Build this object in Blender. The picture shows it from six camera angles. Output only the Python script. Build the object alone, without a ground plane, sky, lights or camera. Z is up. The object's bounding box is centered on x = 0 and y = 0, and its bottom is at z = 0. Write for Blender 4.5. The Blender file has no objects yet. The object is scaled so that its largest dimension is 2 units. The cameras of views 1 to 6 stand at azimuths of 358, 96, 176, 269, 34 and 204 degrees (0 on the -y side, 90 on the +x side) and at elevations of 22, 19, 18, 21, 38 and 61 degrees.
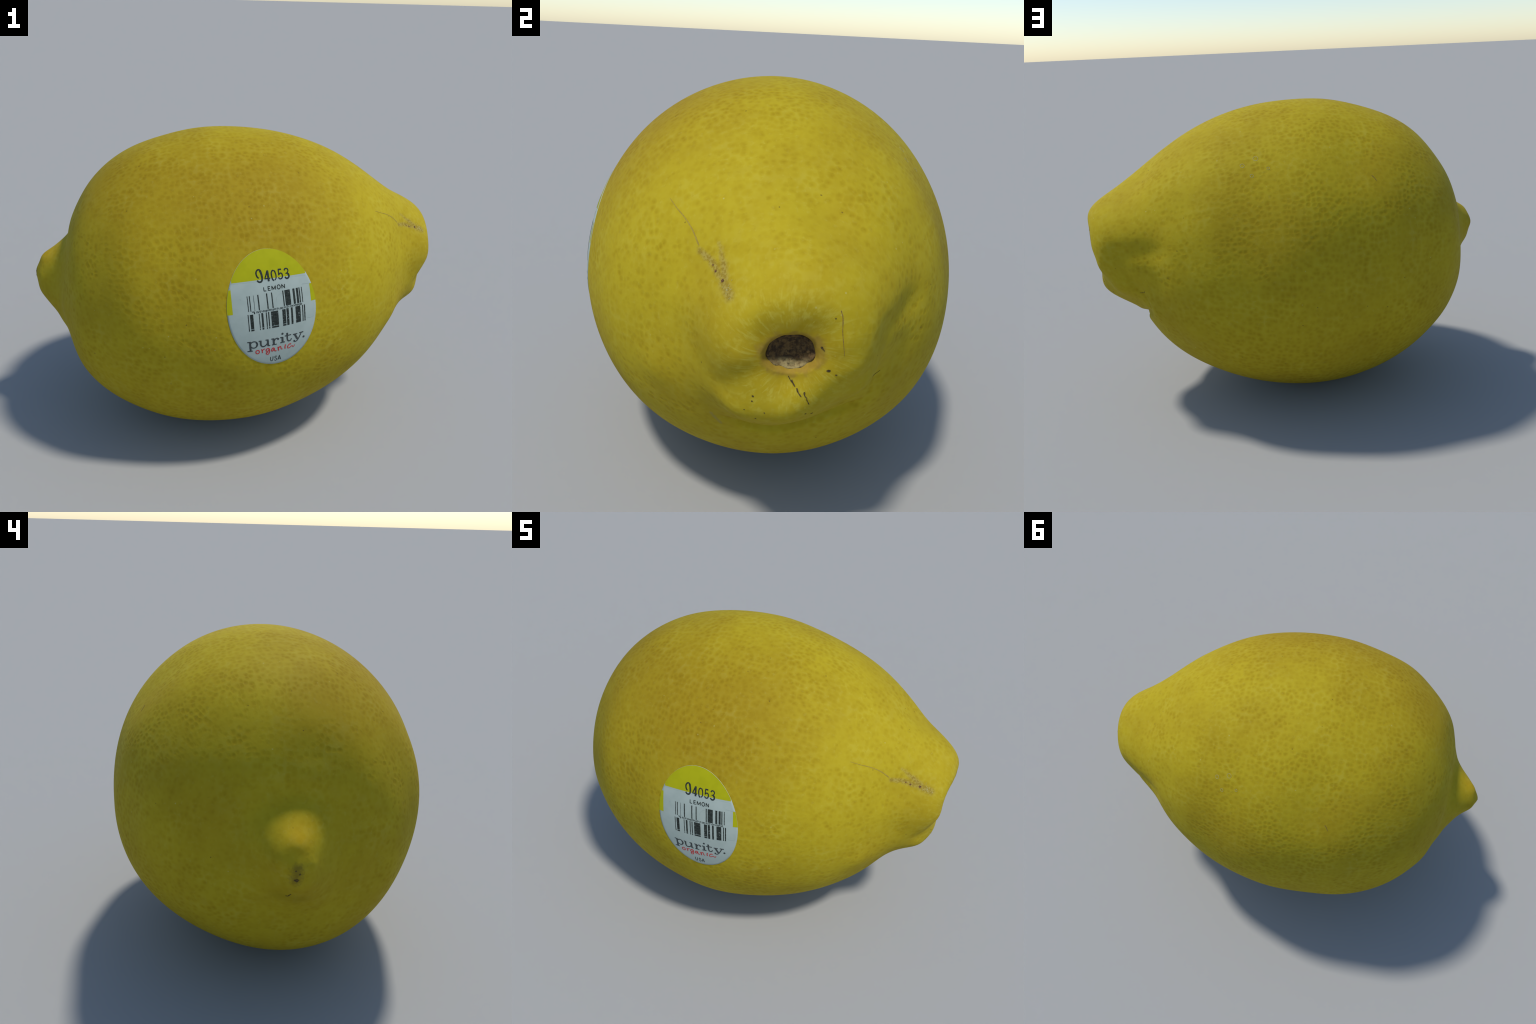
"""A lemon lying on its side: pebbly yellow rind, blunt blossom tip, folded stem
neck with a woody stem scar, and an oval produce sticker with barcode and print."""
import bpy, math, random
import numpy as np

random.seed(7)
RNG = np.random.default_rng(7)

# --------------------------------------------------------------------------
# 1. THE BODY: a star-shaped solid around CENTRE.  The axis runs from the
#    blossom tip (polar angle 0) to the stem scar (polar angle 180).  Each row
#    of the meridian table is one ring: polar angle, mean radius, then the
#    cos/sin amplitudes of the ring's harmonics 1..4 (offset, ovality, lobes).
# --------------------------------------------------------------------------
CENTRE = (-0.1268, 0.0320, 0.8010)
AXIS = (0.988425, 0.146247, 0.040344)
MERIDIAN = (
    (0, 0.8794, -0.0241, -0.0850, -0.0851, 0.0935, 0.0551, -0.0062, -0.0152, 0.0013),
    (3, 0.8613, -0.0225, -0.0752, -0.0663, 0.0695, 0.0437, -0.0049, -0.0131, 0.0022),
    (6, 0.8356, -0.0208, -0.0654, -0.0473, 0.0453, 0.0323, -0.0036, -0.0107, 0.0031),
    (9, 0.8053, -0.0186, -0.0570, -0.0284, 0.0237, 0.0196, -0.0025, -0.0076, 0.0034),
    (12, 0.7815, -0.0179, -0.0501, -0.0142, 0.0104, 0.0096, -0.0009, -0.0050, 0.0018),
    (15, 0.7649, -0.0178, -0.0442, -0.0069, 0.0056, 0.0036, 0.0003, -0.0034, -0.0002),
    (18, 0.7586, -0.0177, -0.0389, -0.0044, 0.0043, 0.0003, -0.0010, -0.0031, -0.0007),
    (22, 0.7587, -0.0180, -0.0351, -0.0053, 0.0025, -0.0031, -0.0004, -0.0015, 0.0032),
    (28, 0.7615, -0.0212, -0.0376, -0.0053, 0.0012, -0.0010, 0.0003, -0.0018, -0.0013),
    (36, 0.7651, -0.0284, -0.0462, -0.0065, 0.0048, 0.0031, -0.0003, -0.0008, 0.0009),
    (46, 0.7564, -0.0302, -0.0517, -0.0094, 0.0073, 0.0071, -0.0006, 0.0009, -0.0019),
    (58, 0.7412, -0.0349, -0.0571, -0.0087, 0.0053, 0.0047, -0.0000, 0.0006, -0.0066),
    (71, 0.7254, -0.0348, -0.0639, -0.0122, 0.0057, 0.0064, -0.0007, -0.0013, -0.0045),
    (85, 0.7191, -0.0425, -0.0676, -0.0155, 0.0026, 0.0034, -0.0030, -0.0002, -0.0041),
    (100, 0.7322, -0.0395, -0.0658, -0.0099, 0.0030, 0.0011, -0.0058, -0.0041, -0.0017),
    (115, 0.7623, -0.0366, -0.0612, -0.0067, -0.0001, 0.0012, -0.0052, -0.0022, -0.0007),
    (130, 0.8115, -0.0298, -0.0517, -0.0066, -0.0018, -0.0008, -0.0058, -0.0051, -0.0011),
    (141, 0.8633, -0.0195, -0.0407, -0.0025, 0.0048, -0.0004, 0.0012, -0.0002, 0.0010),
    (150, 0.9058, -0.0113, -0.0250, -0.0034, 0.0080, 0.0023, 0.0051, -0.0002, 0.0013),
    (156, 0.9357, -0.0081, -0.0089, -0.0043, 0.0114, 0.0034, 0.0035, -0.0013, 0.0032),
    (161, 0.9740, 0.0019, 0.0027, -0.0042, 0.0178, 0.0100, 0.0031, -0.0001, 0.0052),
    (165, 1.0294, 0.0088, 0.0055, -0.0091, 0.0220, 0.0092, 0.0089, 0.0025, 0.0018),
    (169, 1.0892, 0.0052, 0.0252, -0.0069, 0.0200, 0.0027, 0.0154, 0.0096, -0.0036),
    (173, 1.1149, -0.0119, 0.0767, -0.0042, 0.0052, -0.0069, 0.0119, 0.0036, 0.0009),
    (176, 1.1121, -0.0269, 0.1196, 0.0006, -0.0074, -0.0141, 0.0064, -0.0028, 0.0019),
    (180, 1.1153, -0.0452, 0.1769, 0.0048, -0.0223, -0.0238, 0.0002, -0.0097, 0.0040),
)
PIT_CENTRE = (0.972, 0.199, 0.834)

# folds in the skin: polyline in metres, depth, half width
FOLDS = (
    (((0.54, 0.585, 0.898), (0.712, 0.501, 0.888), (0.805, 0.459, 0.872), (0.90, 0.395, 0.862)), 0.017, 0.052),
    (((0.782, 0.469, 0.883), (0.790, 0.448, 0.800), (0.761, 0.440, 0.745), (0.700, 0.430, 0.659), (0.668, 0.414, 0.593),
      (0.703, 0.347, 0.547), (0.738, 0.280, 0.519)), 0.007, 0.020),
    (((0.700, 0.430, 0.650), (0.668, 0.400, 0.585), (0.703, 0.347, 0.547), (0.738, 0.280, 0.519), (0.756, 0.212, 0.489),
      (0.764, 0.143, 0.467), (0.781, 0.073, 0.481), (0.798, 0.014, 0.511), (0.797, -0.058, 0.536)), 0.024, 0.019),
    (((0.975, 0.14, 0.82), (0.960, 0.05, 0.75), (0.90, -0.03, 0.66)), 0.008, 0.045),
)
# gentle swellings: centre, height, radius
SWELLS = (
    ((0.940, 0.18, 0.650), 0.005, 0.080), ((0.805, 0.385, 0.690), 0.034, 0.070), ((0.900, 0.360, 0.790), 0.013, 0.055),      # lip under the stem
    ((0.917, 0.043, 0.625), 0.016, 0.060), ((0.950, 0.195, 0.745), -0.014, 0.055),
    ((0.975, 0.07, 0.830), 0.012, 0.060), ((0.960, 0.19, 0.930), 0.012, 0.050),      # rim of the stem hollow
    ((0.937, 0.327, 0.872), 0.010, 0.050),
    ((0.815, -0.115, 0.900), 0.015, 0.090), ((0.752, -0.240, 0.640), 0.011, 0.080),  # sides of the neck
    ((0.700, 0.240, 1.170), -0.015, 0.100), ((0.660, 0.450, 0.590), 0.017, 0.100),
    ((0.490, 0.560, 0.505), 0.008, 0.100),
    ((0.528, 0.546, 1.060), -0.012, 0.120), ((0.480, 0.628, 0.900), -0.011, 0.125),
    ((-0.280, 0.580, 1.080), 0.013, 0.130), ((-0.570, 0.570, 0.770), -0.013, 0.130), # shoulder ridge
    ((-0.460, -0.200, 1.357), 0.008, 0.120),
    ((-0.888, -0.187, 0.810), 0.014, 0.060), ((-0.838, -0.287, 0.630), -0.011, 0.080),  # round the tip
    ((-0.856, 0.043, 0.490), -0.013, 0.080),
    ((-0.955, -0.165, 0.775), 0.013, 0.040), ((-0.955, -0.025, 0.785), 0.013, 0.040),  # blunt knob
    ((-0.940, -0.095, 0.850), 0.012, 0.040), ((-0.965, -0.090, 0.700), 0.008, 0.040),
)

# colour drifts, the amber ones partly baked-in shade: centre, radius, squash, amount
AMBER_SHADE_PATCHES = (
    ((0.00, -0.45, 1.28), 0.62, (1.15, 0.9, 0.75), 0.8),
    ((-0.45, -0.30, 1.22), 0.45, (1, 1, 0.8), 0.5),
)
GREEN_PATCHES = (
    ((-0.75, 0.10, 0.75), 0.75, (0.8, 1.2, 0.9), 0.08),
)
# corky scar: segments in millimetres and half width in metres
CORK = (
    ((783, -94, 1043), (825, -51, 1030), 0.011),
    ((825, -51, 1030), (894, -6, 1002), 0.013),
    ((894, -6, 1002), (937, 21, 980), 0.018),
    ((795, -29, 1074), (850, -12, 1034), 0.011),
    ((850, -12, 1034), (900, 0, 1005), 0.014),
)
SMUDGES = (
    ((-978, -95, 726), (-994, -100, 770), 0.034, (0.14, 0.10, 0.02), 0.62),
    ((-925, -40, 610), (-920, -120, 600), 0.050, (0.26, 0.20, 0.010), 0.35),
    ((793, -49, 525), (774, -23, 479), 0.010, (0.28, 0.22, 0.06), 0.6),
)
STEM_CRACKS = (
    (((962, 194, 760), (956, 200, 747)), 3.0),
    (((957, 202, 748), (945, 211, 731)), 4.4),
    (((941, 216, 727), (934, 219, 716), (923, 226, 705)), 3.4),
    (((921, 234, 719), (914, 233, 710), (908, 239, 701)), 3.8),
    (((905, 238, 698), (890, 244, 680)), 2.8),
    (((953, 275, 861), (946, 283, 849)), 4.2),
    (((684, 403, 680), (675, 420, 683), (672, 432, 692)), 2.4),
)
STEM_DOTS = (((843, 249, 634), 3.2), ((874, 235, 643), 2.4), ((962, 99, 702), 3.0), ((958, 97, 686), 2.2),
             ((951, 132, 652), 2.2), ((931, 106, 623), 2.2), ((937, 75, 654), 1.8), ((910, 291, 788), 5.0),
             ((888, 307, 776), 3.0), ((958, 304, 953), 1.8), ((675, 274, 404), 1.6))
STEM_SCRATCHES = (
    (((949, 315, 973), (949, 321, 953), (947, 324, 906), (921, 329, 840)), 2.6),
)
SCAR_TAIL = ((634, -218, 1147), (667, -191, 1131), (704, -154, 1111), (736, -123, 1086), (771, -98, 1055))
SCAR_DOTS = (((838, -44, 1024), 3.2), ((857, -33, 1014), 4.4), ((894, -6, 1002), 5.6))
SCAR_PALE = (924, 18, 992)
TIP_TICK = ((-929, -66, 624), (-931, -75, 625), (-939, -83, 644))
TIP_DOTS = (((-978, -95, 726), 8.5), ((-990, -108, 752), 3.6), ((-990, -92, 768), 2.6))
RINGS = (((176, 485, 1270), 11.0), ((238, 504, 1249), 9.5), ((200, 544, 1210), 7.5), ((124, 526, 1231), 6.0))
BACK_TICK = ((-316, 508, 1164), (-326, 514, 1156), (-336, 524, 1145))
STICKER_FRAME = ((0.1421, -0.6679, 0.8708), (0.2083, -0.9598, 0.1883), (0.97, 0.2273, 0.0859))

CENTRE = np.array(CENTRE)
AXIS = np.array(AXIS)
SIDE = np.cross([0, 0, 1], AXIS); SIDE /= np.linalg.norm(SIDE)
UP = np.cross(AXIS, SIDE)
NH = 4


def spline_slopes(x, y):
    """Cubic spline slopes through rows y at knots x, flat at both poles."""
    n, h = len(x), np.diff(x)
    A, R = np.zeros((n, n)), np.zeros_like(y)
    A[0, 0] = A[-1, -1] = 1
    for i in range(1, n - 1):
        A[i, i - 1], A[i, i + 1] = 1 / h[i - 1], 1 / h[i]
        A[i, i] = 2 / h[i - 1] + 2 / h[i]
        R[i] = 3 * (y[i] - y[i - 1]) / h[i - 1] ** 2 + 3 * (y[i + 1] - y[i]) / h[i] ** 2
    return np.linalg.solve(A, R)


KNOT = np.radians([r[0] for r in MERIDIAN])
COEF = np.array([r[1:] for r in MERIDIAN])
SLOPE = spline_slopes(KNOT, COEF)


def smooth(t):
    t = np.clip(t, 0, 1)
    return t * t * (3 - 2 * t)


def base_radius(d):
    """Radius of the undented body in the unit directions d (n,3)."""
    phi = np.arccos(np.clip(-(d @ AXIS), -1, 1))
    th = np.arctan2(d @ UP, d @ SIDE)
    i = np.clip(np.searchsorted(KNOT, phi) - 1, 0, len(KNOT) - 2)
    h = KNOT[i + 1] - KNOT[i]
    u = ((phi - KNOT[i]) / h)[:, None]
    h = h[:, None]
    c = ((2 * u**3 - 3 * u**2 + 1) * COEF[i] + (u**3 - 2 * u**2 + u) * h * SLOPE[i]
         + (3 * u**2 - 2 * u**3) * COEF[i + 1] + (u**3 - u**2) * h * SLOPE[i + 1])
    fade = smooth(np.sin(phi) / math.sin(math.radians(20)))
    r = c[:, 0].copy()
    for k in range(1, NH + 1):
        w = fade if k <= 2 else fade**1.5
        r += w * (c[:, 2 * k - 1] * np.cos(k * th) + c[:, 2 * k] * np.sin(k * th))
    return r


def polyline_distance(p, line):
    """Distance of points p to a 3D polyline, and the position 0..1 along it."""
    best, along = np.full(len(p), 9.0), np.zeros(len(p))
    for k in range(len(line) - 1):
        a, b = np.array(line[k]), np.array(line[k + 1])
        t = np.clip(((p - a) @ (b - a)) / ((b - a) @ (b - a)), 0, 1)
        d = np.linalg.norm(p - a - t[:, None] * (b - a), axis=1)
        m = d < best
        best[m], along[m] = d[m], ((k + t) / (len(line) - 1))[m]
    return best, along


PIT = np.array(PIT_CENTRE)


def pit_distance(p):
    """Distance from the stem axis in units of the pit's half width."""
    q = p - PIT
    d = np.sqrt((q @ SIDE / 0.076)**2 + (q @ UP / 0.060)**2)
    t = np.arctan2(q @ UP, q @ SIDE)
    return d * (1 + 0.03 * np.sin(3 * t + 1) + 0.018 * np.sin(5 * t + 0.4) + 0.010 * np.sin(9 * t))


def relief(p):
    """Dents and folds that break the smooth body, in metres along the radius."""
    d = pit_distance(p)
    face = (p[:, 0] > 0.6)
    q = p - PIT
    funnel = np.sqrt((q @ SIDE / 0.125)**2 + ((q @ UP - 0.025) / 0.105)**2)
    h = -0.030 * np.exp(-funnel**2) - 0.024 * smooth((1.10 - d) / 0.30) - 0.030 * smooth((0.95 - d) / 0.5)
    h = np.where(face, h, 0)
    for line, deep, wide in FOLDS:
        dist, t = polyline_distance(p, line)
        taper = np.clip(np.minimum(t, 1 - t) / 0.3, 0, 1)
        h -= deep * smooth(taper) * np.exp(-(dist / wide)**2)
    for c, high, wide in SWELLS:
        h += high * np.exp(-(np.linalg.norm(p - np.array(c), axis=1) / wide)**2)
    return h


def surface(d, lift=0.0):
    """Points of the finished skin in directions d, lifted radially by lift."""
    d = d / np.linalg.norm(d, axis=1)[:, None]
    r = base_radius(d)
    r = r + relief(CENTRE + r[:, None] * d)
    return CENTRE + (r + lift)[:, None] * d


NPHI, NTH = 380, 480


def build_body_grid():
    # more rings towards the two ends, where the shape turns fastest
    s = np.linspace(0, 1, NPHI + 1)[1:-1]
    phi = math.pi * (s - 0.09 * np.sin(2 * math.pi * s) / (2 * math.pi) * 5)
    th = np.linspace(0, 2 * math.pi, NTH, endpoint=False)
    sp, cp = np.sin(phi)[:, None, None], np.cos(phi)[:, None, None]
    d = -cp * AXIS + sp * (np.cos(th)[None, :, None] * SIDE + np.sin(th)[None, :, None] * UP)
    d = np.vstack([d.reshape(-1, 3), -AXIS[None], AXIS[None]])
    verts = surface(d)
    i = np.arange(NPHI - 2)[:, None] * NTH
    j = np.arange(NTH)[None, :]
    k = (j + 1) % NTH
    quads = np.stack([i + j, i + NTH + j, i + NTH + k, i + k], -1).reshape(-1, 4)
    first, last = len(verts) - 2, len(verts) - 1
    base = (NPHI - 2) * NTH
    j, k = j[0], k[0]
    fans = np.vstack([np.stack([np.full(NTH, first), j, k], -1),
                      np.stack([np.full(NTH, last), base + k, base + j], -1)])
    polar = np.degrees(np.concatenate([np.repeat(phi, NTH), [0, math.pi]]))
    return verts, quads, fans, polar


def vertex_normals(verts, quads, fans):
    n = np.zeros_like(verts)
    for f in (quads, fans):
        a, b = verts[f[:, 1]] - verts[f[:, 0]], verts[f[:, -1]] - verts[f[:, 0]]
        fn = np.cross(a, b)
        for c in range(f.shape[1]):
            np.add.at(n, f[:, c], fn)
    return n / np.linalg.norm(n, axis=1)[:, None]


# --------------------------------------------------------------------------
# 2. OBJECT HELPERS
# --------------------------------------------------------------------------
SCENE = bpy.context.scene.collection


def new_object(name, verts, faces, material, parent, smooth_shade=True):
    me = bpy.data.meshes.new(name)
    me.from_pydata([tuple(v) for v in verts], [], [tuple(int(i) for i in f) for f in faces])
    me.update()
    if smooth_shade:
        me.polygons.foreach_set("use_smooth", [True] * len(me.polygons))
    ob = bpy.data.objects.new(name, me)
    me.materials.append(material)
    ob.parent = parent
    SCENE.objects.link(ob)
    return ob


def catmull(points, step):
    """Smooth curve through 2D or 3D points, resampled about every `step`."""
    p = np.array(points, float)
    if len(p) < 3:
        n = max(2, int(np.linalg.norm(p[-1] - p[0]) / step) + 1)
        t = np.linspace(0, 1, n)[:, None]
        return p[0] * (1 - t) + p[-1] * t
    q = np.vstack([2 * p[0] - p[1], p, 2 * p[-1] - p[-2]])
    if np.allclose(p[0], p[-1]):
        q[0], q[-1] = p[-2], p[1]
    out = []
    for i in range(1, len(q) - 2):
        n = max(2, int(np.linalg.norm(q[i + 1] - q[i]) / step) + 1)
        t = np.linspace(0, 1, n, endpoint=False)[:, None]
        a, b, c, d = q[i - 1:i + 3]
        out.append(0.5 * (2 * b + (c - a) * t + (2 * a - 5 * b + 4 * c - d) * t**2
                          + (3 * b - a - 3 * c + d) * t**3))
    return np.vstack(out + [p[-1:]])


class Sheet:
    """Collects thin raised pieces drawn in a flat frame and wraps them on the skin."""

    def __init__(self, origin, normal, right):
        self.o = np.array(origin)
        self.n = np.array(normal) / np.linalg.norm(normal)
        r = np.array(right) - self.n * (np.array(right) @ self.n)
        self.u = r / np.linalg.norm(r)
        self.t = np.cross(self.n, self.u)

    def wrap(self, ab, lift):
        """Frame coordinates in millimetres -> points on the skin."""
        ab = np.asarray(ab, float) / 1000
        d = self.o + ab[:, :1] * self.u + ab[:, 1:2] * self.t - CENTRE
        return surface(d, lift)

    def flat(self, p):
        """Rough 3D points in millimetres -> frame coordinates."""
        d = np.asarray(p, float) / 1000 - CENTRE
        s = ((self.o - CENTRE) @ self.n) / (d @ self.n)
        q = CENTRE + s[:, None] * d - self.o
        return np.stack([q @ self.u, q @ self.t], -1) * 1000


class Pieces:
    def __init__(self, sheet, low, high):
        self.sheet, self.low, self.high = sheet, low, high
        self.v, self.f, self.count = [], [], 0

    def add_grid(self, grid):
        """A patch from a (rows, cols, 2) grid in mm, with walls down its border."""
        rows, cols, _ = grid.shape
        hi = self.high + 0.00006 * (self.count % 6)
        self.count += 1
        top = self.sheet.wrap(grid.reshape(-1, 2), hi)
        bot = self.sheet.wrap(grid.reshape(-1, 2), self.low)
        b = sum(len(x) for x in self.v)
        n = rows * cols
        self.v += [top, bot]
        idx = np.arange(n).reshape(rows, cols)
        a = 0.5 * np.sum(grid[0, :-1, 0] * 0)  # orientation from signed area
        ring = np.concatenate([idx[0, :], idx[1:, -1], idx[-1, -2::-1], idx[-2:0:-1, 0]])
        q = grid.reshape(-1, 2)[ring]
        area = np.sum(q[:, 0] * np.roll(q[:, 1], -1) - q[:, 1] * np.roll(q[:, 0], -1))
        quads = np.stack([idx[:-1, :-1], idx[:-1, 1:], idx[1:, 1:], idx[1:, :-1]], -1).reshape(-1, 4)
        if area < 0:
            quads, ring = quads[:, ::-1], ring[::-1]
        self.f += [tuple(b + i for i in f) for f in quads]
        for i in range(len(ring)):
            p, r = ring[i], ring[(i + 1) % len(ring)]
            self.f.append((b + n + p, b + n + r, b + r, b + p))

    def stroke(self, points, width, width_end=None, smooth_line=True, step=2.0, waver=0.0):
        line = catmull(points, step) if smooth_line else np.array(points, float)
        if not smooth_line:
            line = np.vstack([catmull(line[i:i + 2], step)[:-1] for i in range(len(line) - 1)] + [line[-1:]])
        tan = np.gradient(line, axis=0)
        tan /= np.linalg.norm(tan, axis=1)[:, None] + 1e-9
        nor = np.stack([-tan[:, 1], tan[:, 0]], -1)
        w = np.linspace(width, width if width_end is None else width_end, len(line))
        if isinstance(waver, float) and waver > 0:
            w = w * (1 + waver * RNG.uniform(-1, 1, len(w)))
        grid = np.stack([line - nor * w[:, None] / 2, line + nor * w[:, None] / 2], 1)
        self.add_grid(grid)

    def blob(self, c, rx, ry=None, rough=0.0):
        ry = rx if ry is None else ry
        n = 18
        a = np.linspace(0, 2 * math.pi, n, endpoint=False)
        r = 1 + rough * RNG.uniform(-1, 1, n)
        edge = np.stack([c[0] + rx * r * np.cos(a), c[1] + ry * r * np.sin(a)], -1)
        hi = self.high + 0.00006 * (self.count % 6)
        self.count += 1
        b = sum(len(x) for x in self.v)
        self.v += [self.sheet.wrap(np.vstack([[c], edge]), hi), self.sheet.wrap(edge, self.low)]
        for i in range(n):
            j = (i + 1) % n
            self.f.append((b, b + 1 + i, b + 1 + j))
            self.f.append((b + 1 + i, b + 1 + n + i, b + 1 + n + j, b + 1 + j))

    def box(self, x0, x1, y0, y1, y0b=None, y1b=None, rag=0.0):
        """Upright rectangle; y0b and y1b tilt its ends."""
        y0b = y0 if y0b is None else y0b
        y1b = y1 if y1b is None else y1b
        nx, ny = max(2, int((x1 - x0) / 5) + 1), max(2, int((y1 - y0) / 6) + 1)
        s, t = np.meshgrid(np.linspace(0, 1, nx), np.linspace(0, 1, ny))
        lo, up = y0 + (y0b - y0) * s, y1 + (y1b - y1) * s
        x = x0 + (x1 - x0) * s + rag * RNG.uniform(-1, 1, s.shape) * ((s == 0) | (s == 1))
        self.add_grid(np.stack([x, lo + (up - lo) * t], -1))

    def make(self, name, material, parent, stuff=False):
        ob = new_object(name, np.vstack(self.v), self.f, material, parent, smooth_shade=False)
        if stuff:
            ob["kind"] = "stuff"
        return ob


# --------------------------------------------------------------------------
# 3. MATERIALS
# --------------------------------------------------------------------------
class Nodes:
    def __init__(self, name):
        self.mat = bpy.data.materials.new(name)
        self.mat.use_nodes = True
        self.t = self.mat.node_tree
        self.bsdf = self.t.nodes["Principled BSDF"]
        self.pos = self.t.nodes.new("ShaderNodeTexCoord").outputs["Object"]

    def put(self, socket, value):
        if hasattr(value, "is_output"):
            self.t.links.new(value, socket)
        else:
            socket.default_value = value

    def math(self, op, a, b=0.0, c=0.0, clamp=False):
        n = self.t.nodes.new("ShaderNodeMath")
        n.operation, n.use_clamp = op, clamp
        for s, v in zip(n.inputs, (a, b, c)):
            self.put(s, v)
        return n.outputs[0]

    def vec(self, op, a, b=(0, 0, 0), scale=None):
        n = self.t.nodes.new("ShaderNodeVectorMath")
        n.operation = op
        self.put(n.inputs[0], a)
        if op == "SCALE":
            self.put(n.inputs["Scale"], scale)
        else:
            self.put(n.inputs[1], b)
        return n.outputs["Value"] if op in ("LENGTH", "DISTANCE", "DOT_PRODUCT") else n.outputs["Vector"]

    def noise(self, scale, detail=3.0, rough=0.5, vector=None, colour=False):
        n = self.t.nodes.new("ShaderNodeTexNoise")
        self.put(n.inputs["Vector"], vector or self.pos)
        n.inputs["Scale"].default_value = scale
        n.inputs["Detail"].default_value = detail
        n.inputs["Roughness"].default_value = rough
        return n.outputs["Color" if colour else "Fac"]

    def voronoi(self, scale, vector=None, feature="F1", randomness=1.0, output="Distance", two_d=False):
        n = self.t.nodes.new("ShaderNodeTexVoronoi")
        n.voronoi_dimensions = "2D" if two_d else "3D"
        n.feature = feature
        self.put(n.inputs["Vector"], vector or self.pos)
        n.inputs["Scale"].default_value = scale
        n.inputs["Randomness"].default_value = randomness
        return n.outputs[output]

    def remap(self, v, a, b, c=0.0, d=1.0):
        """Smooth step from a..b to c..d (a may exceed b)."""
        n = self.t.nodes.new("ShaderNodeMapRange")
        n.interpolation_type = "SMOOTHSTEP"
        if a > b:
            a, b, c, d = b, a, d, c
        for k, x in (("Value", v), ("From Min", a), ("From Max", b), ("To Min", c), ("To Max", d)):
            self.put(n.inputs[k], x)
        return n.outputs["Result"]

    def mix(self, fac, a, b, blend="MIX"):
        n = self.t.nodes.new("ShaderNodeMix")
        n.data_type, n.blend_type = "RGBA", blend
        self.put(n.inputs["Factor"], fac)
        for s, v in ((n.inputs["A"], a), (n.inputs["B"], b)):
            pass
        self.put(n.inputs[6], a if hasattr(a, "is_output") else (*a, 1))
        self.put(n.inputs[7], b if hasattr(b, "is_output") else (*b, 1))
        return n.outputs[2]

    def blob(self, centre, radius, warp, squash=(1, 1, 1)):
        """Soft patch around a point, its border broken up by noise."""
        d = self.vec("SUBTRACT", warp, centre)
        d = self.vec("DIVIDE", d, tuple(radius * s for s in squash))
        return self.remap(self.vec("LENGTH", d), 1.0, 0.15)

    def capsule(self, a, b):
        """Distance to the segment a-b."""
        a, b = np.array(a) / 1000, np.array(b) / 1000
        ab = b - a
        ap = self.vec("SUBTRACT", self.pos, tuple(a))
        t = self.math("DIVIDE", self.vec("DOT_PRODUCT", ap, tuple(ab)), float(ab @ ab), clamp=True)
        foot = self.vec("ADD", self.vec("SCALE", tuple(ab), scale=t), tuple(a))
        return self.vec("DISTANCE", self.pos, foot)

    def bump(self, height, strength, distance, below=None):
        n = self.t.nodes.new("ShaderNodeBump")
        n.inputs["Strength"].default_value = strength
        n.inputs["Distance"].default_value = distance
        self.put(n.inputs["Height"], height)
        if below is not None:
            self.put(n.inputs["Normal"], below)
        return n.outputs["Normal"]

    def finish(self, colour, roughness=0.5, normal=None, specular=0.5, coat=0.0):
        self.put(self.bsdf.inputs["Base Color"], colour if hasattr(colour, "is_output") else (*colour, 1))
        self.put(self.bsdf.inputs["Roughness"], roughness)
        self.bsdf.inputs["Specular IOR Level"].default_value = specular
        self.bsdf.inputs["Coat Weight"].default_value = coat
        if normal is not None:
            self.put(self.bsdf.inputs["Normal"], normal)
        return self.mat


YELLOW = (0.400, 0.308, 0.0145)
AMBER_SHADE = (0.298, 0.200, 0.0110)  # amber tone, darkened in the top patches to copy the original's baked shade
GREENISH = (0.330, 0.285, 0.0150)
PORE = (0.80, 0.73, 0.54)
PALE_NET = (0.022, 0.034, 0.020)


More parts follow.
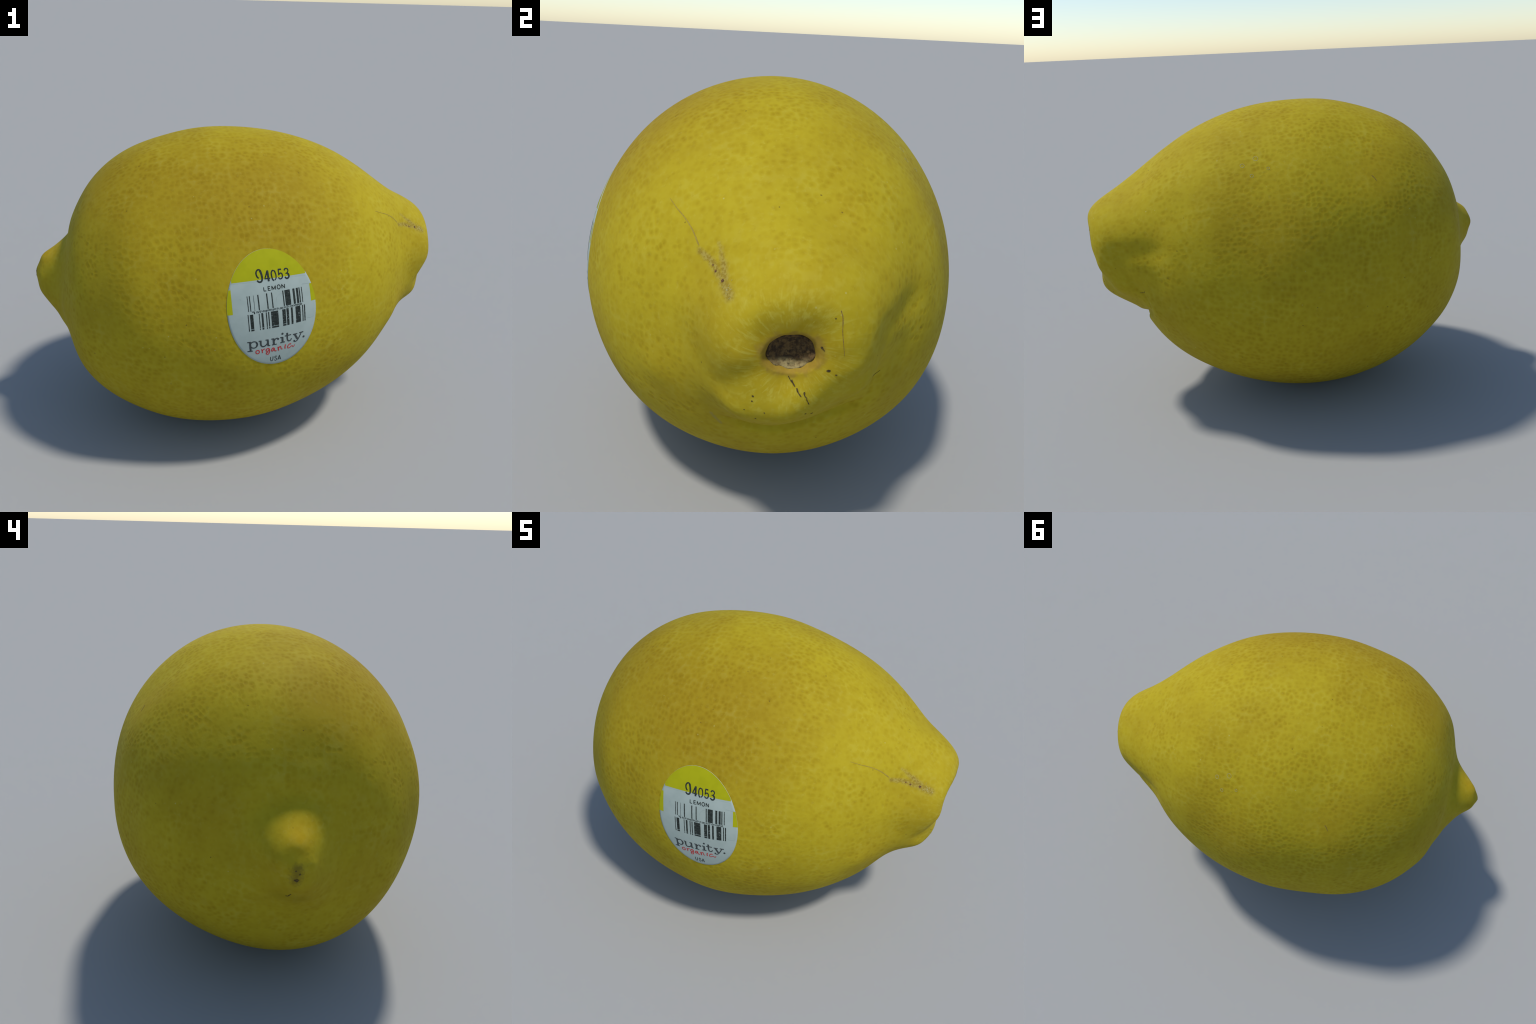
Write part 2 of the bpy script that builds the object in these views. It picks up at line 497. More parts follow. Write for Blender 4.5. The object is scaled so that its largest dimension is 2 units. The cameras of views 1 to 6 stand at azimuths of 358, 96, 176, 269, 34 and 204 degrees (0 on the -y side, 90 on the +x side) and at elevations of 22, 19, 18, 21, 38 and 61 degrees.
def rind_material():
    m = Nodes("lemon_rind")
    jitter = m.vec("SUBTRACT", m.noise(9, 2, colour=True), (0.5, 0.5, 0.5))
    fine = m.vec("ADD", m.pos, m.vec("SCALE", jitter, scale=0.030))
    drift = m.vec("SUBTRACT", m.noise(2.2, 3, colour=True), (0.5, 0.5, 0.5))
    warp = m.vec("ADD", m.pos, m.vec("SCALE", drift, scale=0.35))
    # large drifts of hue; the amber patches on top also paint in baked shade
    col = m.mix(m.remap(m.noise(2.6, 3, vector=m.vec("ADD", m.pos, (3, 1, 7))), 0.42, 0.68, 0, 0.35), YELLOW, AMBER_SHADE)
    for c, r, sq, amount in AMBER_SHADE_PATCHES:
        col = m.mix(m.math("MULTIPLY", m.blob(c, r, warp, sq), amount), col, AMBER_SHADE)
    for c, r, sq, amount in GREEN_PATCHES:
        col = m.mix(m.math("MULTIPLY", m.blob(c, r, warp, sq), amount), col, GREENISH)
    tip = m.blob((-0.925, -0.115, 0.880), 0.11, m.pos)
    col = m.mix(m.math("MULTIPLY", tip, 0.55), col, (0.48, 0.305, 0.011))
    # oil glands: round dots laid out round the axis, of uneven size and depth
    rel = m.vec("SUBTRACT", fine, tuple(CENTRE))
    axial = m.vec("DOT_PRODUCT", rel, tuple(AXIS))
    turn = m.math("ARCTAN2", m.vec("DOT_PRODUCT", rel, tuple(SIDE)), m.vec("DOT_PRODUCT", rel, tuple(UP)))
    unrolled = m.t.nodes.new("ShaderNodeCombineXYZ")
    m.put(unrolled.inputs[0], axial)
    m.put(unrolled.inputs[1], m.math("MULTIPLY", turn, 0.66))
    flat = m.voronoi(38, unrolled.outputs[0], "F1", 0.78, two_d=True)
    solid = m.voronoi(41, fine, "F1", 0.8)
    on_end = m.math("MAXIMUM", m.remap(axial, -0.42, -0.60), m.remap(axial, 0.52, 0.74))
    cell = m.math("ADD", m.math("MULTIPLY", flat, m.math("SUBTRACT", 1.0, on_end)), m.math("MULTIPLY", solid, on_end))
    size = m.noise(22, 1)
    uneven = m.math("MULTIPLY", m.math("SUBTRACT", size, 0.5), 0.55)
    dot = m.remap(m.math("ADD", cell, uneven), 0.60, 0.08)
    strength = m.remap(m.noise(7, 3, 0.6, vector=m.vec("ADD", m.pos, (9, 4, 2))), 0.3, 0.7, 0.18, 0.62)
    ends = m.math("MAXIMUM", m.blob((0.98, 0.2, 0.83), 0.42, m.pos), m.math("MULTIPLY", m.blob((-0.98, -0.09, 0.78), 0.55, m.pos), 0.75))
    strength = m.math("MULTIPLY", strength, m.math("SUBTRACT", 1.0, m.math("MULTIPLY", ends, 0.85)))
    dotf = m.math("MULTIPLY", dot, strength)
    col = m.mix(dotf, col, m.mix(1.0, col, PORE, "MULTIPLY"))
    core = m.math("MULTIPLY", m.remap(m.math("ADD", cell, uneven), 0.20, 0.02), strength)
    col = m.mix(m.math("MULTIPLY", core, 0.5), col, m.mix(1.0, col, PORE, "MULTIPLY"))
    net = m.remap(m.math("ADD", cell, m.math("MULTIPLY", uneven, 0.6)), 0.40, 0.75)
    veil = m.math("MULTIPLY", net, m.remap(m.noise(6.5, 4, 0.6, vector=m.vec("ADD", m.pos, (1, 8, 5))), 0.42, 0.70, 0.04, 0.55))
    col = m.mix(veil, col, m.mix(1.0, col, PALE_NET, "ADD"))
    cloud = m.remap(m.noise(17, 3, 0.6, vector=m.vec("ADD", m.pos, (4, 4, 1))), 0.35, 0.68, 0.0, 0.5)
    col = m.mix(cloud, col, m.mix(1.0, col, (0.90, 0.86, 0.75), "MULTIPLY"))
    grain = m.remap(m.noise(62, 4, 0.65, vector=m.vec("ADD", m.pos, (6, 2, 4))), 0.54, 0.74, 0.0, 0.55)
    col = m.mix(grain, col, m.mix(1.0, col, PALE_NET, "ADD"))
    fray = m.remap(m.noise(40, 4, 0.6, vector=m.vec("ADD", m.pos, (3, 9, 4))), 0.56, 0.75, 0.0, 0.6)
    col = m.mix(fray, col, m.mix(1.0, col, (0.86, 0.82, 0.66), "MULTIPLY"))
    # streaks that run into the stem
    streak_p = m.vec("MULTIPLY", m.pos, (0.22, 1, 1))
    streak = m.remap(m.noise(48, 2, vector=streak_p), 0.52, 0.72)
    col = m.mix(m.math("MULTIPLY", m.math("MULTIPLY", streak, m.blob((0.97, 0.2, 0.83), 0.40, m.pos)), 0.40), col, (0.47, 0.40, 0.055))
    # pinpoint flecks, pale and brown
    fleck = m.remap(m.voronoi(19, m.vec("ADD", fine, (5, 5, 5)), "F1", 1.0), 0.085, 0.02)
    keep = m.remap(m.noise(5, 1, vector=m.vec("ADD", m.pos, (2, 2, 9))), 0.55, 0.62)
    col = m.mix(m.math("MULTIPLY", m.math("MULTIPLY", fleck, keep), 0.5), col, (0.46, 0.42, 0.14))
    speck = m.remap(m.voronoi(11, m.vec("ADD", fine, (8, 1, 3)), "F1", 1.0), 0.045, 0.015)
    col = m.mix(m.math("MULTIPLY", speck, 0.75), col, (0.12, 0.075, 0.015))
    # corky scar on the neck, tan round the stem pit
    crumb = m.noise(85, 3, 0.6)
    cork = None
    for a, b, w in CORK:
        k = m.remap(m.math("ADD", m.capsule(a, b), m.math("MULTIPLY", m.math("SUBTRACT", crumb, 0.5), 0.016)), w * 1.5, w * 0.1)
        cork = k if cork is None else m.math("MAXIMUM", cork, k)
    tan = m.mix(m.remap(m.noise(120, 2), 0.42, 0.6), (0.225, 0.150, 0.026), (0.33, 0.255, 0.065))
    col = m.mix(m.math("MULTIPLY", cork, 0.78), col, tan)
    around = m.vec("LENGTH", m.vec("DIVIDE", m.vec("SUBTRACT", m.pos, tuple(PIT)), (0.2, 0.088, 0.070)))
    ring = m.remap(m.math("ADD", around, m.math("MULTIPLY", m.math("SUBTRACT", m.noise(40, 3), 0.5), 0.7)), 1.18, 0.86)
    col = m.mix(m.math("MULTIPLY", ring, 0.85), col, m.mix(m.noise(60, 2), (0.12, 0.065, 0.014), (0.30, 0.20, 0.06)))
    halo = m.remap(around, 2.1, 0.9)
    col = m.mix(m.math("MULTIPLY", halo, 0.35), col, (0.42, 0.27, 0.012))
    # pale fibres that fan out from the stem
    off = m.vec("SUBTRACT", m.pos, tuple(PIT))
    fan = m.t.nodes.new("ShaderNodeCombineXYZ")
    m.put(fan.inputs[0], m.vec("DOT_PRODUCT", off, tuple(SIDE)))
    m.put(fan.inputs[1], m.vec("DOT_PRODUCT", off, tuple(UP)))
    away = m.vec("LENGTH", fan.outputs[0])
    ray = m.vec("NORMALIZE", fan.outputs[0])
    ray = m.vec("ADD", m.vec("SCALE", ray, scale=1.0), m.vec("SCALE", m.pos, scale=2.2))
    fibre = m.remap(m.noise(13, 3, 0.6, vector=ray), 0.50, 0.68)
    reach = m.math("MULTIPLY", m.remap(away, 0.24, 0.13), m.math("MULTIPLY", m.remap(away, 0.07, 0.11), m.remap(axial, 0.5, 0.7)))
    col = m.mix(m.math("MULTIPLY", m.math("MULTIPLY", fibre, reach), 0.45), col, (0.47, 0.405, 0.06))
    for a, b, w, c, f in SMUDGES:
        k = m.remap(m.math("ADD", m.capsule(a, b), m.math("MULTIPLY", m.math("SUBTRACT", crumb, 0.5), w * 1.2)), w, w * 0.2)
        col = m.mix(m.math("MULTIPLY", k, f), col, c)
    dimples = m.bump(m.math("MULTIPLY", dotf, -1.0), 0.28, 0.005)
    normal = m.bump(m.noise(70, 4, 0.6), 0.14, 0.004, dimples)
    return m.finish(col, m.remap(dotf, 0, 1, 0.70, 0.78), normal, 0.06)


def plain_material(name, a, b, scale, roughness=0.5, specular=0.4, bump=0.0):
    m = Nodes(name)
    n = m.noise(scale, 4, 0.6)
    normal = m.bump(m.noise(scale * 2, 3), bump, 0.004) if bump else None
    return m.finish(m.mix(m.remap(n, 0.35, 0.65), a, b), roughness, normal, specular)


def stem_scar_material():
    m = Nodes("stem_wood")
    low = m.vec("SUBTRACT", m.pos, tuple(PIT))
    height = m.vec("DOT_PRODUCT", low, tuple(UP))
    n = m.noise(70, 4, 0.65)
    col = m.mix(m.remap(n, 0.38, 0.62), (0.032, 0.018, 0.008), (0.110, 0.066, 0.023))
    pale = m.remap(m.math("ADD", height, m.math("MULTIPLY", m.math("SUBTRACT", m.noise(35, 3), 0.5), 0.05)), -0.018, -0.050)
    col = m.mix(m.math("MULTIPLY", pale, m.remap(m.noise(95, 2), 0.3, 0.55, 0.25, 0.9)), col, (0.34, 0.265, 0.11))
    pits = m.remap(m.noise(130, 2, 0.7), 0.60, 0.70)
    col = m.mix(m.math("MULTIPLY", pits, 0.8), col, (0.02, 0.013, 0.006))
    return m.finish(col, 0.8, m.bump(n, 0.5, 0.006), 0.2)

# --------------------------------------------------------------------------
# 4. BUILD
# --------------------------------------------------------------------------
lemon = bpy.data.objects.new("lemon", None)
lemon["label"] = "whole yellow lemon with pitted rind and oval produce sticker"
lemon["category"] = "fruit"
SCENE.objects.link(lemon)


def build_rind():
    verts, quads, fans, polar = build_body_grid()
    normals = vertex_normals(verts, quads, fans)
    rind_mat = rind_material()
    faces = [tuple(f) for f in quads] + [tuple(f) for f in fans]
    mid = np.concatenate([polar[quads].mean(1), polar[fans].mean(1)])
    for name, lo, hi in (("blossom_tip", -1, 15.0), ("rind", 15.0, 152.0), ("stem_neck", 152.0, 181)):
        own = [f for f, a in zip(faces, mid) if lo <= a < hi]
        used = np.unique(np.concatenate([np.array(f) for f in own]))
        back = {int(v): i for i, v in enumerate(used)}
        ob = new_object(name, verts[used], [[back[int(i)] for i in f] for f in own], rind_mat, lemon)
        ob.data.normals_split_custom_set_from_vertices([tuple(n) for n in normals[used]])


def build_stem_scar():
    """A rough sunken button of dry wood in the pit, with a raised broken rim."""
    rings, seg = 26, 72
    rho = np.linspace(0, 1, rings + 1)[1:]
    a = np.linspace(0, 2 * math.pi, seg, endpoint=False)
    bumps = [(RNG.uniform(3, 14), RNG.uniform(0, 6.28), RNG.uniform(20, 90)) for _ in range(9)]
    def height(r, t):
        h = 0.007 * np.exp(-((r - 0.86) / 0.12)**2) - 0.016 * np.exp(-(r / 0.65)**2)
        h += 0.004 * np.exp(-((r * np.cos(t) - 0.2)**2 + (r * np.sin(t) + 0.1)**2) / 0.05)
        for k, p, q in bumps:
            h += 0.0017 * np.sin(round(k) * t + p) * np.sin(q * r * 0.25 + p) * r
        return h
    # sits on the pit floor: take the skin there and raise it
    grid_r, grid_t = np.meshgrid(rho, a, indexing="ij")
    y, z = 0.074 * grid_r * np.cos(grid_t), 0.062 * grid_r * np.sin(grid_t)
    pts = PIT + y.reshape(-1, 1) * SIDE + z.reshape(-1, 1) * UP
    pts = np.vstack([pts, PIT[None]])
    skin = surface(pts - CENTRE)
    # plane through the rim of the pit, so that the button lies level with it
    edge_yz = np.stack([np.ones(seg), y[-1], z[-1]], -1)
    plane = np.linalg.lstsq(edge_yz, ((skin - PIT) @ AXIS)[-seg - 1:-1], rcond=None)[0]
    rim = plane[0] + plane[1] * np.append(y.ravel(), 0) + plane[2] * np.append(z.ravel(), 0)
    h = np.append(height(grid_r, grid_t).ravel(), height(np.array(0.0), np.array(0.0)))
    edge = np.append(smooth((grid_r - 0.9) / 0.1).ravel(), 0) * -0.012
    flat = pts - ((pts - PIT) @ AXIS)[:, None] * AXIS
    top = flat + (rim - 0.013 + h + edge)[:, None] * AXIS
    faces = []
    for i in range(rings - 1):
        for j in range(seg):
            k = (j + 1) % seg
            faces.append((i * seg + j, (i + 1) * seg + j, (i + 1) * seg + k, i * seg + k))
    faces += [(rings * seg, j, (j + 1) % seg) for j in range(seg)]
    new_object("stem_scar", top, faces, stem_scar_material(), lemon)


def build_sticker():
    sheet = Sheet(*STICKER_FRAME)
    white = plain_material("sticker_film", (0.320, 0.375, 0.335), (0.350, 0.405, 0.365), 14, 0.5, 0.2)
    yellow = plain_material("sticker_yellow_ink", (0.340, 0.334, 0.004), (0.365, 0.355, 0.005), 20, 0.55, 0.12)
    black = plain_material("sticker_black_ink", (0.016, 0.019, 0.016), (0.036, 0.044, 0.038), 160, 0.6, 0.1)
    grey = plain_material("sticker_grey_ink", (0.040, 0.046, 0.044), (0.060, 0.068, 0.064), 160, 0.6, 0.1)
    red = plain_material("sticker_red_ink", (0.40, 0.030, 0.030), (0.46, 0.05, 0.048), 120, 0.6, 0.12)
    crease = plain_material("sticker_crease", (0.26, 0.31, 0.29), (0.29, 0.34, 0.31), 90, 0.5, 0.3)

    cx, cy, rx, ry, lean = 13.0, -22.0, 196.0, 268.0, math.radians(3.4)
    def oval(r, t):
        x, y = rx * r * np.cos(t), ry * r * np.sin(t)
        return np.stack([cx + x * math.cos(lean) - y * math.sin(lean) * 1.0,
                         cy + x * math.sin(lean) + y * math.cos(lean)], -1)
    rings, seg = 26, 128
    t = np.linspace(0, 2 * math.pi, seg, endpoint=False)
    v, f = [sheet.wrap(np.array([[cx, cy]]), 0.0019)], []
    for i in range(1, rings + 1):
        v.append(sheet.wrap(oval(i / rings, t), 0.0019 if i < rings else 0.0014))
    v.append(sheet.wrap(oval(1.002, t), -0.002))
    f += [(0, 1 + j, 1 + (j + 1) % seg) for j in range(seg)]
    for i in range(rings):
        for j in range(seg):
            k = (j + 1) % seg
            a, b = 1 + i * seg, 1 + (i + 1) * seg
            f.append((a + j, b + j, b + k, a + k))
    sticker = new_object("sticker", np.vstack(v), f, white, lemon)

    LOW, HIGH = 0.0017, 0.0024

    def clipped(name, line, far, rows=14, cols=40):
        """Ink between a straight line (two points) and the oval border."""
        (x0, y0), (x1, y1) = line
        p = Pieces(sheet, LOW, HIGH - 0.0003)
        s = np.linspace(0, 1, cols)
        foot = np.stack([x0 + (x1 - x0) * s, y0 + (y1 - y0) * s], -1)
        grid = []
        for q in foot:
            # walk from the line in direction `far` until just inside the border
            lo, hi = 0.0, 420.0
            for _ in range(40):
                m = (lo + hi) / 2
                w = q + m * np.array(far) - (cx, cy)
                xr = w[0] * math.cos(lean) + w[1] * math.sin(lean)
                yr = -w[0] * math.sin(lean) + w[1] * math.cos(lean)
                if (xr / rx)**2 + (yr / ry)**2 < 0.9985:
                    lo = m
                else:
                    hi = m
            grid.append([q + lo * k / (rows - 1) * np.array(far) for k in range(rows)])
        p.add_grid(np.array(grid))
        return p.make(name, yellow, sticker)

    clipped("yellow_band", ((-151, 121), (174, 113)), (0, 1))
    clipped("yellow_tab", ((-160, -11), (-158, 94)), (-1, 0), 5, 20)
    clipped("yellow_tab", ((185, 66), (185, -11)), (1, 0), 5, 20)

    # barcode: two rows of bars, (left, right) edges in millimetres
    upper = ((-95.4, -92.4), (-86.3, -82.8), (-68.4, -67.0), (-51.3, -46.4), (-14.2, -9.6), (7.0, 11.6),
             (56.0, 60.4), (65.3, 89.4), (101.6, 110.8), (117.5, 126.8), (130.3, 135.0), (142.3, 145.6))
    lower = ((-100.0, -96.6), (-90.7, -77.3), (-53.6, -50.4), (-43.0, -35.3), (-23.8, -20.0), (-14.2, -9.8),
             (-2.0, 28.9), (46.9, 61.5), (65.5, 75.5), (85.6, 93.7), (107.0, 129.6), (138.4, 142.6), (147.5, 152.4))
    for x0, x1 in upper:
        p = Pieces(sheet, LOW, HIGH)
        p.box(x0, x1, -7, 58.5, rag=0.25)
        p.make("barcode_bar", black, sticker)
    for x0, x1 in lower:
        p = Pieces(sheet, LOW, HIGH)
        y0 = -94.5 if x0 < 90 else -93
        if -60 < x0 < 60 or -95 < x0 < -80:      # a misprinted gap near the foot
            p.box(x0, x1, y0 + 9.5, -21, rag=0.3)
            p.box(x0 + 0.2, x1 - 0.2, y0, y0 + 7, rag=0.3)
        else:
            p.box(x0, x1, y0, -19.5, rag=0.3)
        p.make("barcode_bar", black, sticker)
    # pinprick holes where the ink is missing from the wide bars
    p = Pieces(sheet, LOW, HIGH + 0.0005)
    for x0, x1, y0, y1, n in ((0, 27, -88, -30, 7), (49, 60, -84, -40, 4), (109, 127, -88, -40, 6), (67, 74, -80, -30, 4), (80, 85, 40, 56, 1)):
        for _ in range(n):
            p.blob((RNG.uniform(x0, x1), RNG.uniform(y0, y1)), RNG.uniform(0.7, 2.2), RNG.uniform(0.4, 0.8), 0.3)
    p.make("missing_ink", crease, sticker, stuff=True)

    # tiny broken characters between the two rows
    p = Pieces(sheet, LOW, HIGH)
    p.stroke([(-80, -10), (-71, -10.5)], 3.4, smooth_line=False)
    p.stroke([(-71.5, -10), (-70, -20)], 4.0, smooth_line=False)
    x = -62.0
    while x < 140:
        w = RNG.uniform(2.5, 5.5)
        kind = RNG.integers(0, 3)
        y = -13.5 + RNG.uniform(-1, 1)
        if kind == 0:
            a = np.linspace(0, 2 * math.pi, 9)
            p.stroke(np.stack([x + w / 2 + w / 2 * np.cos(a), y + 3.6 * np.sin(a)], -1), 1.5, step=1.0)
        elif kind == 1:
            p.stroke([(x, y + 4), (x + w * 0.5, y - 3.5), (x + w, y + 4)], 1.5, smooth_line=False)
        else:
            p.blob((x + 1, y + 2.5), 1.3)
            p.blob((x + w - 0.5, y - 2.2), 1.3)
        x += w + RNG.uniform(1.5, 3.0)
    p.make("tiny_lettering", black, sticker, stuff=True)

    # number 94053, pen-like digits with thick and thin
    p = Pieces(sheet, LOW, HIGH)
    p.stroke([(-34.5, 125.5), (-40.5, 131), (-43.6, 146), (-39, 157), (-31.5, 160.5), (-25, 156.5), (-22.4, 147)], 6.2, 6.9)
    p.stroke([(-25.5, 156), (-22.6, 146), (-20.8, 132), (-21.3, 119), (-26, 110.5), (-33, 108.5), (-39, 111.5), (-42.6, 117)], 9.5, 6.2)
    p.stroke([(4.0, 150), (-1, 138), (-9.5, 120)], 6.2, 5.0)
    p.stroke([(-11, 119.3), (13, 118)], 5.2, smooth_line=False)
    p.stroke([(5.2, 152), (5.4, 132), (5.2, 106.5)], 8.8, 8.0)
    p.stroke([(31, 149), (25, 146.5), (21, 138), (20.6, 124), (23, 111), (28.4, 105.8)], 5.8, 5.5)
    p.stroke([(32.5, 149), (37, 141), (39.4, 127), (37.6, 114), (31.5, 107)], 6.2, 4.2)
    p.stroke([(51.3, 148.6), (66, 147.4)], 6.5, smooth_line=False)
    p.stroke([(53.2, 148), (52.2, 135), (51.4, 124)], 5.0, 4.5)
    p.stroke([(52.4, 127), (58.5, 132), (65, 129.5), (67.3, 121), (64, 111.5), (57, 108.4), (51.5, 111), (49.4, 116)], 5.8, 5.0)
    p.stroke([(79.3, 140.5), (82, 146.2), (88.5, 147.6), (94, 144), (95.2, 137), (90.5, 129.5), (82, 126.4)], 6.2, 4.0)
    p.stroke([(88.5, 128.5), (94.5, 121.5), (95.2, 112.5), (90, 106.5), (83, 106.3), (77, 113)], 8.0, 5.8)
    p.make("printed_number", black, sticker)

    # LEMON
    p = Pieces(sheet, LOW, HIGH)
    L = dict(smooth_line=False)
    p.stroke([(-20.5, 85.3), (-20.6, 69.6), (-11.2, 69.0)], 3.2, **L)
    p.stroke([(7, 84.6), (-2.0, 85.6), (-2.2, 69.4), (7.4, 68.9)], 3.2, **L)
    p.stroke([(-2, 77.4), (5.6, 77)], 3.1, **L)
    p.stroke([(13.8, 68.6), (14.2, 85), (21.6, 70.4), (29.4, 84.6), (29.4, 68.2)], 3.1, **L)
    a = np.linspace(0, 2 * math.pi, 15)
    p.stroke(np.stack([43.6 + 6.6 * np.cos(a), 76.8 + 8.6 * np.sin(a)], -1), 3.1)
    p.stroke([(57.2, 68.4), (57.0, 84.8), (69.2, 68.4), (69.6, 84.6)], 3.1, **L)
    p.make("printed_word", black, sticker)

    # the slab-serif word
    p = Pieces(sheet, LOW, HIGH)
    W, S = 8.4, 4.7
    p.stroke([(-112, -146.4), (-97, -146.6)], S, **L)                                    # p
    p.stroke([(-100.2, -145), (-99.6, -194)], W, **L)
    p.stroke([(-113.6, -193.2), (-90.6, -193.6)], S, **L)
    p.stroke([(-97, -153), (-90, -147.6), (-81, -146.6), (-72, -151.6), (-69.2, -162), (-73, -173), (-82, -178.4), (-91, -177), (-97, -171)], 4.6, 5.0)
    p.stroke([(-73, -152), (-69.4, -162), (-73, -172)], 7.6)
    p.stroke([(-63, -147.6), (-53, -147.8)], S, **L)                                     # u
    p.stroke([(-54.4, -146.4), (-54.2, -166), (-50, -175.6), (-42, -178), (-33, -174), (-26, -165)], W, 4.4)
    p.stroke([(-33, -147.4), (-22, -147.6)], S, **L)
    p.stroke([(-23.8, -146), (-22.6, -177)], W, **L)
    p.stroke([(-24, -177.4), (-13.6, -177.6)], S, **L)
    p.stroke([(-7.6, -147.2), (3.6, -147.4)], S, **L)                                    # r
    p.stroke([(1.6, -146), (3.2, -177)], W, **L)
    p.stroke([(-5.4, -177.4), (15.6, -177.4)], S, **L)
    p.stroke([(5, -160), (9, -151.4), (16, -147.6), (22.4, -149.4)], 4.4, 5)
    p.blob((22.4, -152.6), 4.6)
    p.stroke([(31.4, -148.4), (42, -148.4)], S, **L)                                     # i
    p.stroke([(41.4, -147), (42.4, -173)], W, **L)
    p.stroke([(32, -174), (52.4, -173.8)], S, **L)
    p.blob((42, -131), 5.0)
    p.stroke([(52.6, -145), (81.6, -144.2)], S, **L)                                     # t
    p.stroke([(63.4, -131.6), (64, -160), (67.6, -171.4), (74.6, -173.8), (81, -170), (83, -163)], W, 4.2)
    p.stroke([(90.6, -146.4), (111, -146.4)], S, **L)                                    # y
    p.stroke([(98, -146), (112.6, -174.4)], W, **L)
    p.stroke([(121, -145.2), (140.6, -145.2)], S, **L)
    p.stroke([(131.4, -145.4), (118, -172), (111, -181.6), (103, -185.4), (96.6, -183)], 4.8, 5)
    p.blob((97, -180.4), 4.4)
    p.blob((143, -170.8), 5.2)
    p.make("printed_word", grey, sticker)

    # handwritten red word
    p = Pieces(sheet, LOW, HIGH)
    a = np.linspace(0.9, 0.9 + 2 * math.pi, 15)
    p.stroke(np.stack([-69.6 + 7.8 * np.cos(a), -202.8 + 9.2 * np.sin(a)], -1), 4.4)
    p.stroke([(-51.6, -191), (-49.6, -200), (-48.2, -212)], 4.4)
    p.stroke([(-49, -201), (-43, -193), (-36, -191.6)], 4.0, 3.4)
    p.stroke([(-18, -194), (-25, -191.4), (-32, -198), (-30, -206), (-22.6, -205), (-18, -196), (-16.6, -210), (-22, -223.6), (-30, -221.6), (-31, -214.4), (-22, -211)], 4.2)
    p.stroke([(3.4, -194.6), (-3, -195), (-7.4, -204), (-5, -210.6), (0, -207.6), (3.6, -196), (5.6, -207), (9, -212), (15, -212.6)], 4.4)
    p.stroke([(21.6, -193), (24.4, -213.6)], 5.0)
    p.stroke([(23.4, -204), (29, -194.4), (33.8, -195.6), (36.6, -208), (42.4, -209.4)], 4.4, 4.0)
    p.stroke([(56.2, -189), (53.8, -199), (54.6, -211)], 5.0)
    p.stroke([(81.6, -194), (78, -190.6), (70, -195), (66.4, -205), (69, -212.4), (77.6, -209.6), (86.4, -203.2), (90, -207), (94.4, -211), (100, -201)], 4.4, 3.0)
    p.make("handwritten_word", red, sticker)

    # USA
    p = Pieces(sheet, LOW, HIGH)
    p.stroke([(-12, -242), (-11.6, -260), (-8, -266.6), (-3.4, -265), (-1.2, -258), (-0.8, -242)], 3.0)
    p.stroke([(17, -246), (13, -242.2), (8.2, -244.4), (8.4, -251), (14, -255.6), (17.4, -261), (14.6, -267), (9.4, -267.4), (6.2, -262.8)], 3.0)
    p.stroke([(22.4, -267), (28.6, -241.6), (35.4, -267.4)], 3.0, **L)
    p.stroke([(24.4, -259.6), (33, -259.8)], 2.6, **L)
    p.make("printed_word", black, sticker)

    # creases and scuffs in the film
    p = Pieces(sheet, LOW, HIGH - 0.0004)
    p.stroke([(24, 18), (32, 38), (46, 48), (56, 47)], 1.2, 1.6)
    p.stroke([(-155, 117), (-60, 113), (60, 111), (172, 104)], 1.4, 1.0)
    p.stroke([(-157, 97), (-162, 104)], 2.0, 1.0)
    p.stroke([(150, 70), (172, 68), (196, 66)], 2.2, 1.6)
    p.stroke([(160, -82), (178, -85), (196, -83)], 1.6, 1.0)
    p.stroke([(-124, 52), (-122, 46)], 2.2, 1.2)
    p.make("film_crease", crease, sticker, stuff=True)


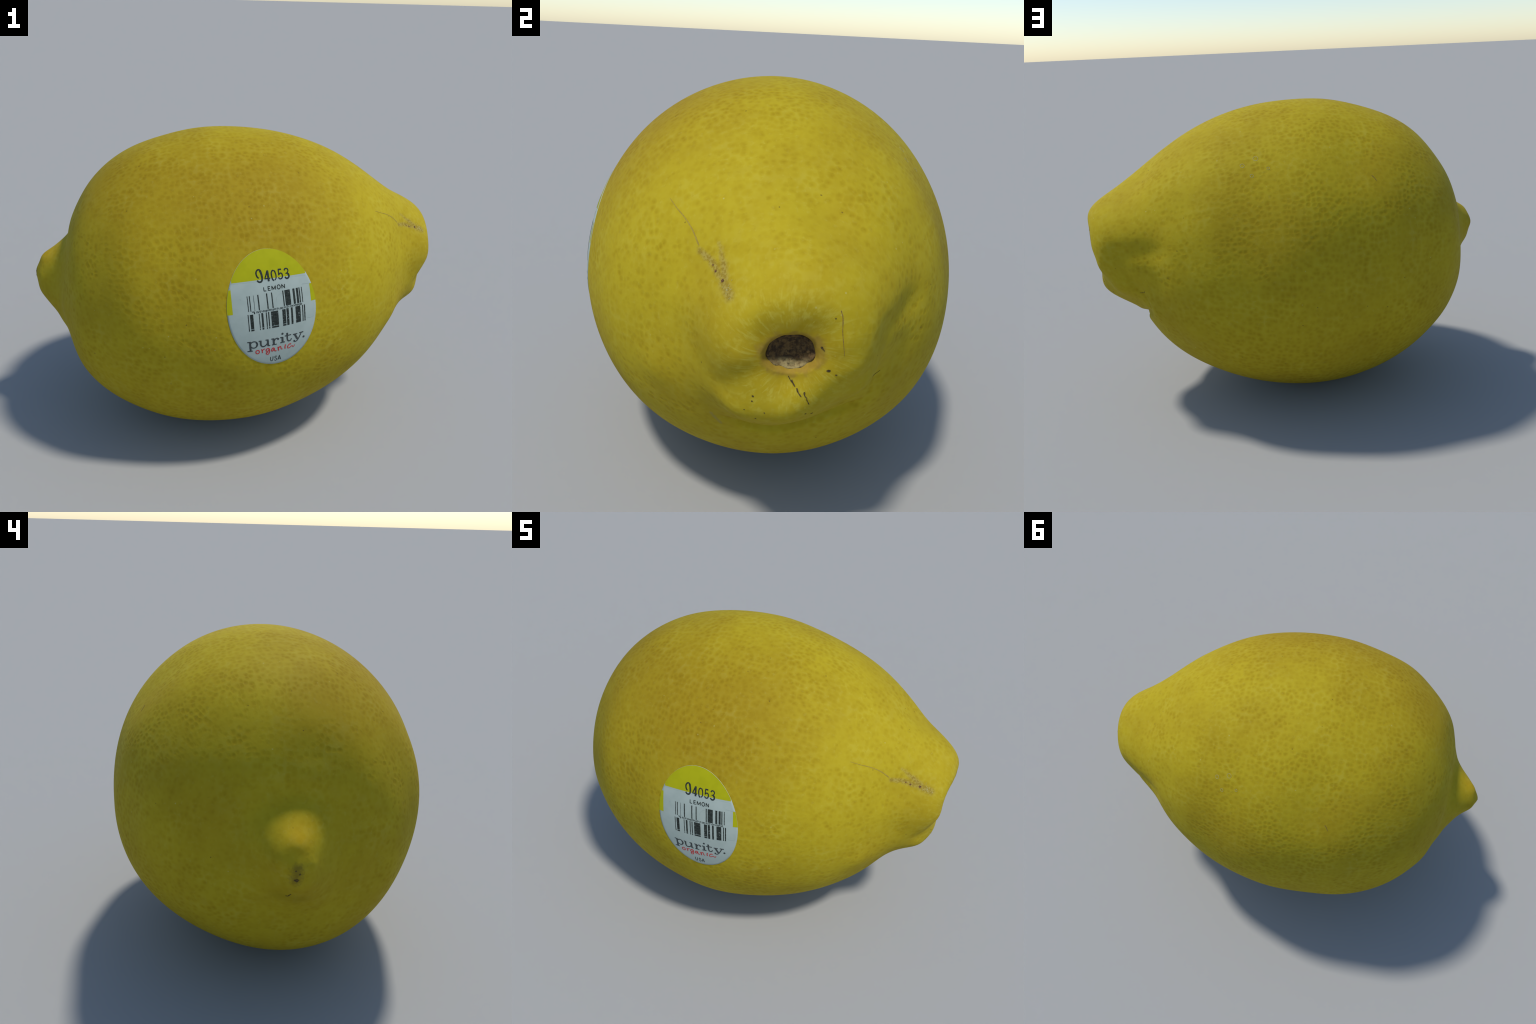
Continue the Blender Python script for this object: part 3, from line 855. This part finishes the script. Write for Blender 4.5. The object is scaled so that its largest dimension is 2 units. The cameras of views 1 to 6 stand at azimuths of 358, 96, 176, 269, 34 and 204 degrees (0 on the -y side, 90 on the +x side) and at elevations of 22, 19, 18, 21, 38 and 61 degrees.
def build_marks():
    """Dark cracks, pinholes and scabs on the skin."""
    dark = plain_material("dark_scab", (0.045, 0.030, 0.010), (0.115, 0.075, 0.020), 130, 0.7, 0.2)
    brown = plain_material("brown_scab", (0.16, 0.085, 0.020), (0.26, 0.17, 0.04), 110, 0.7, 0.2)
    pale = plain_material("pale_cork", (0.34, 0.30, 0.10), (0.42, 0.37, 0.14), 110, 0.7, 0.2)

    stem = Sheet(PIT, AXIS, SIDE)
    p = Pieces(stem, -0.001, 0.0009)
    for line, w in STEM_CRACKS:
        p.stroke(stem.flat(line), w * 1.2, w * 0.6, waver=0.4, step=4.5)
    for c, r in STEM_DOTS:
        p.blob(stem.flat([c])[0], r, r * 0.75, 0.35)
    p.make("stem_crack", dark, lemon, stuff=True)

    p = Pieces(stem, -0.001, 0.0008)
    for line, w in STEM_SCRATCHES:
        p.stroke(stem.flat(line), w, w * 0.4, waver=0.4, step=2.5)
    p.make("stem_scratch", brown, lemon, stuff=True)

    neck = Sheet((0.80, -0.08, 1.05), (0.55, -0.55, 0.65), (1, 0, 0))
    p = Pieces(neck, -0.001, 0.0008)
    p.stroke(neck.flat(SCAR_TAIL), 1.6, 4.6, waver=0.3, step=3)
    p.make("scratch_tail", plain_material("scratch_tan", (0.27, 0.19, 0.030), (0.33, 0.24, 0.035), 110, 0.7, 0.2), lemon)
    p = Pieces(neck, -0.001, 0.0012)
    for c, r in SCAR_DOTS:
        p.blob(neck.flat([c])[0], r, r * 0.8, 0.35)
    p.make("scar_scab", plain_material("red_scab", (0.085, 0.038, 0.015), (0.19, 0.095, 0.030), 90, 0.7, 0.2), lemon, stuff=True)
    p = Pieces(neck, -0.001, 0.0010)
    base = neck.flat([SCAR_PALE])[0]
    for _ in range(14):
        c = base + RNG.normal(0, 1, 2) * (12, 10)
        q = RNG.uniform(0.6, 1.6)
        p.stroke([c, c + (RNG.uniform(-5, 5), RNG.uniform(-8, 8))], RNG.uniform(1.4, 2.6), 0.8)
    p.make("scar_crust", pale, lemon, stuff=True)

    tip = Sheet((-0.985, -0.095, 0.75), -AXIS, -SIDE)
    p = Pieces(tip, -0.001, 0.0010)
    p.stroke(tip.flat(TIP_TICK), 4.0, 2.4, waver=0.25)
    for c, r in TIP_DOTS:
        p.blob(tip.flat([c])[0], r, r * 0.8, 0.4)
    p.make("tip_scab", dark, lemon, stuff=True)

    back = Sheet((0.1, 0.53, 1.22), (0, 0.6, 0.8), (-1, 0, 0))
    p = Pieces(back, -0.001, 0.0007)
    for c, r in RINGS:
        q = back.flat([c])[0]
        a = np.linspace(0, 2 * math.pi, 17)
        p.stroke(np.stack([q[0] + r * np.cos(a), q[1] + r * np.sin(a)], -1), 1.7, waver=0.25)
    p.make("pale_ring", pale, lemon, stuff=True)
    p = Pieces(back, -0.001, 0.0008)
    p.stroke(back.flat(BACK_TICK), 3.6, 2.0, waver=0.4)
    p.make("back_scab", brown, lemon)


build_rind()
build_stem_scar()
build_sticker()
build_marks()
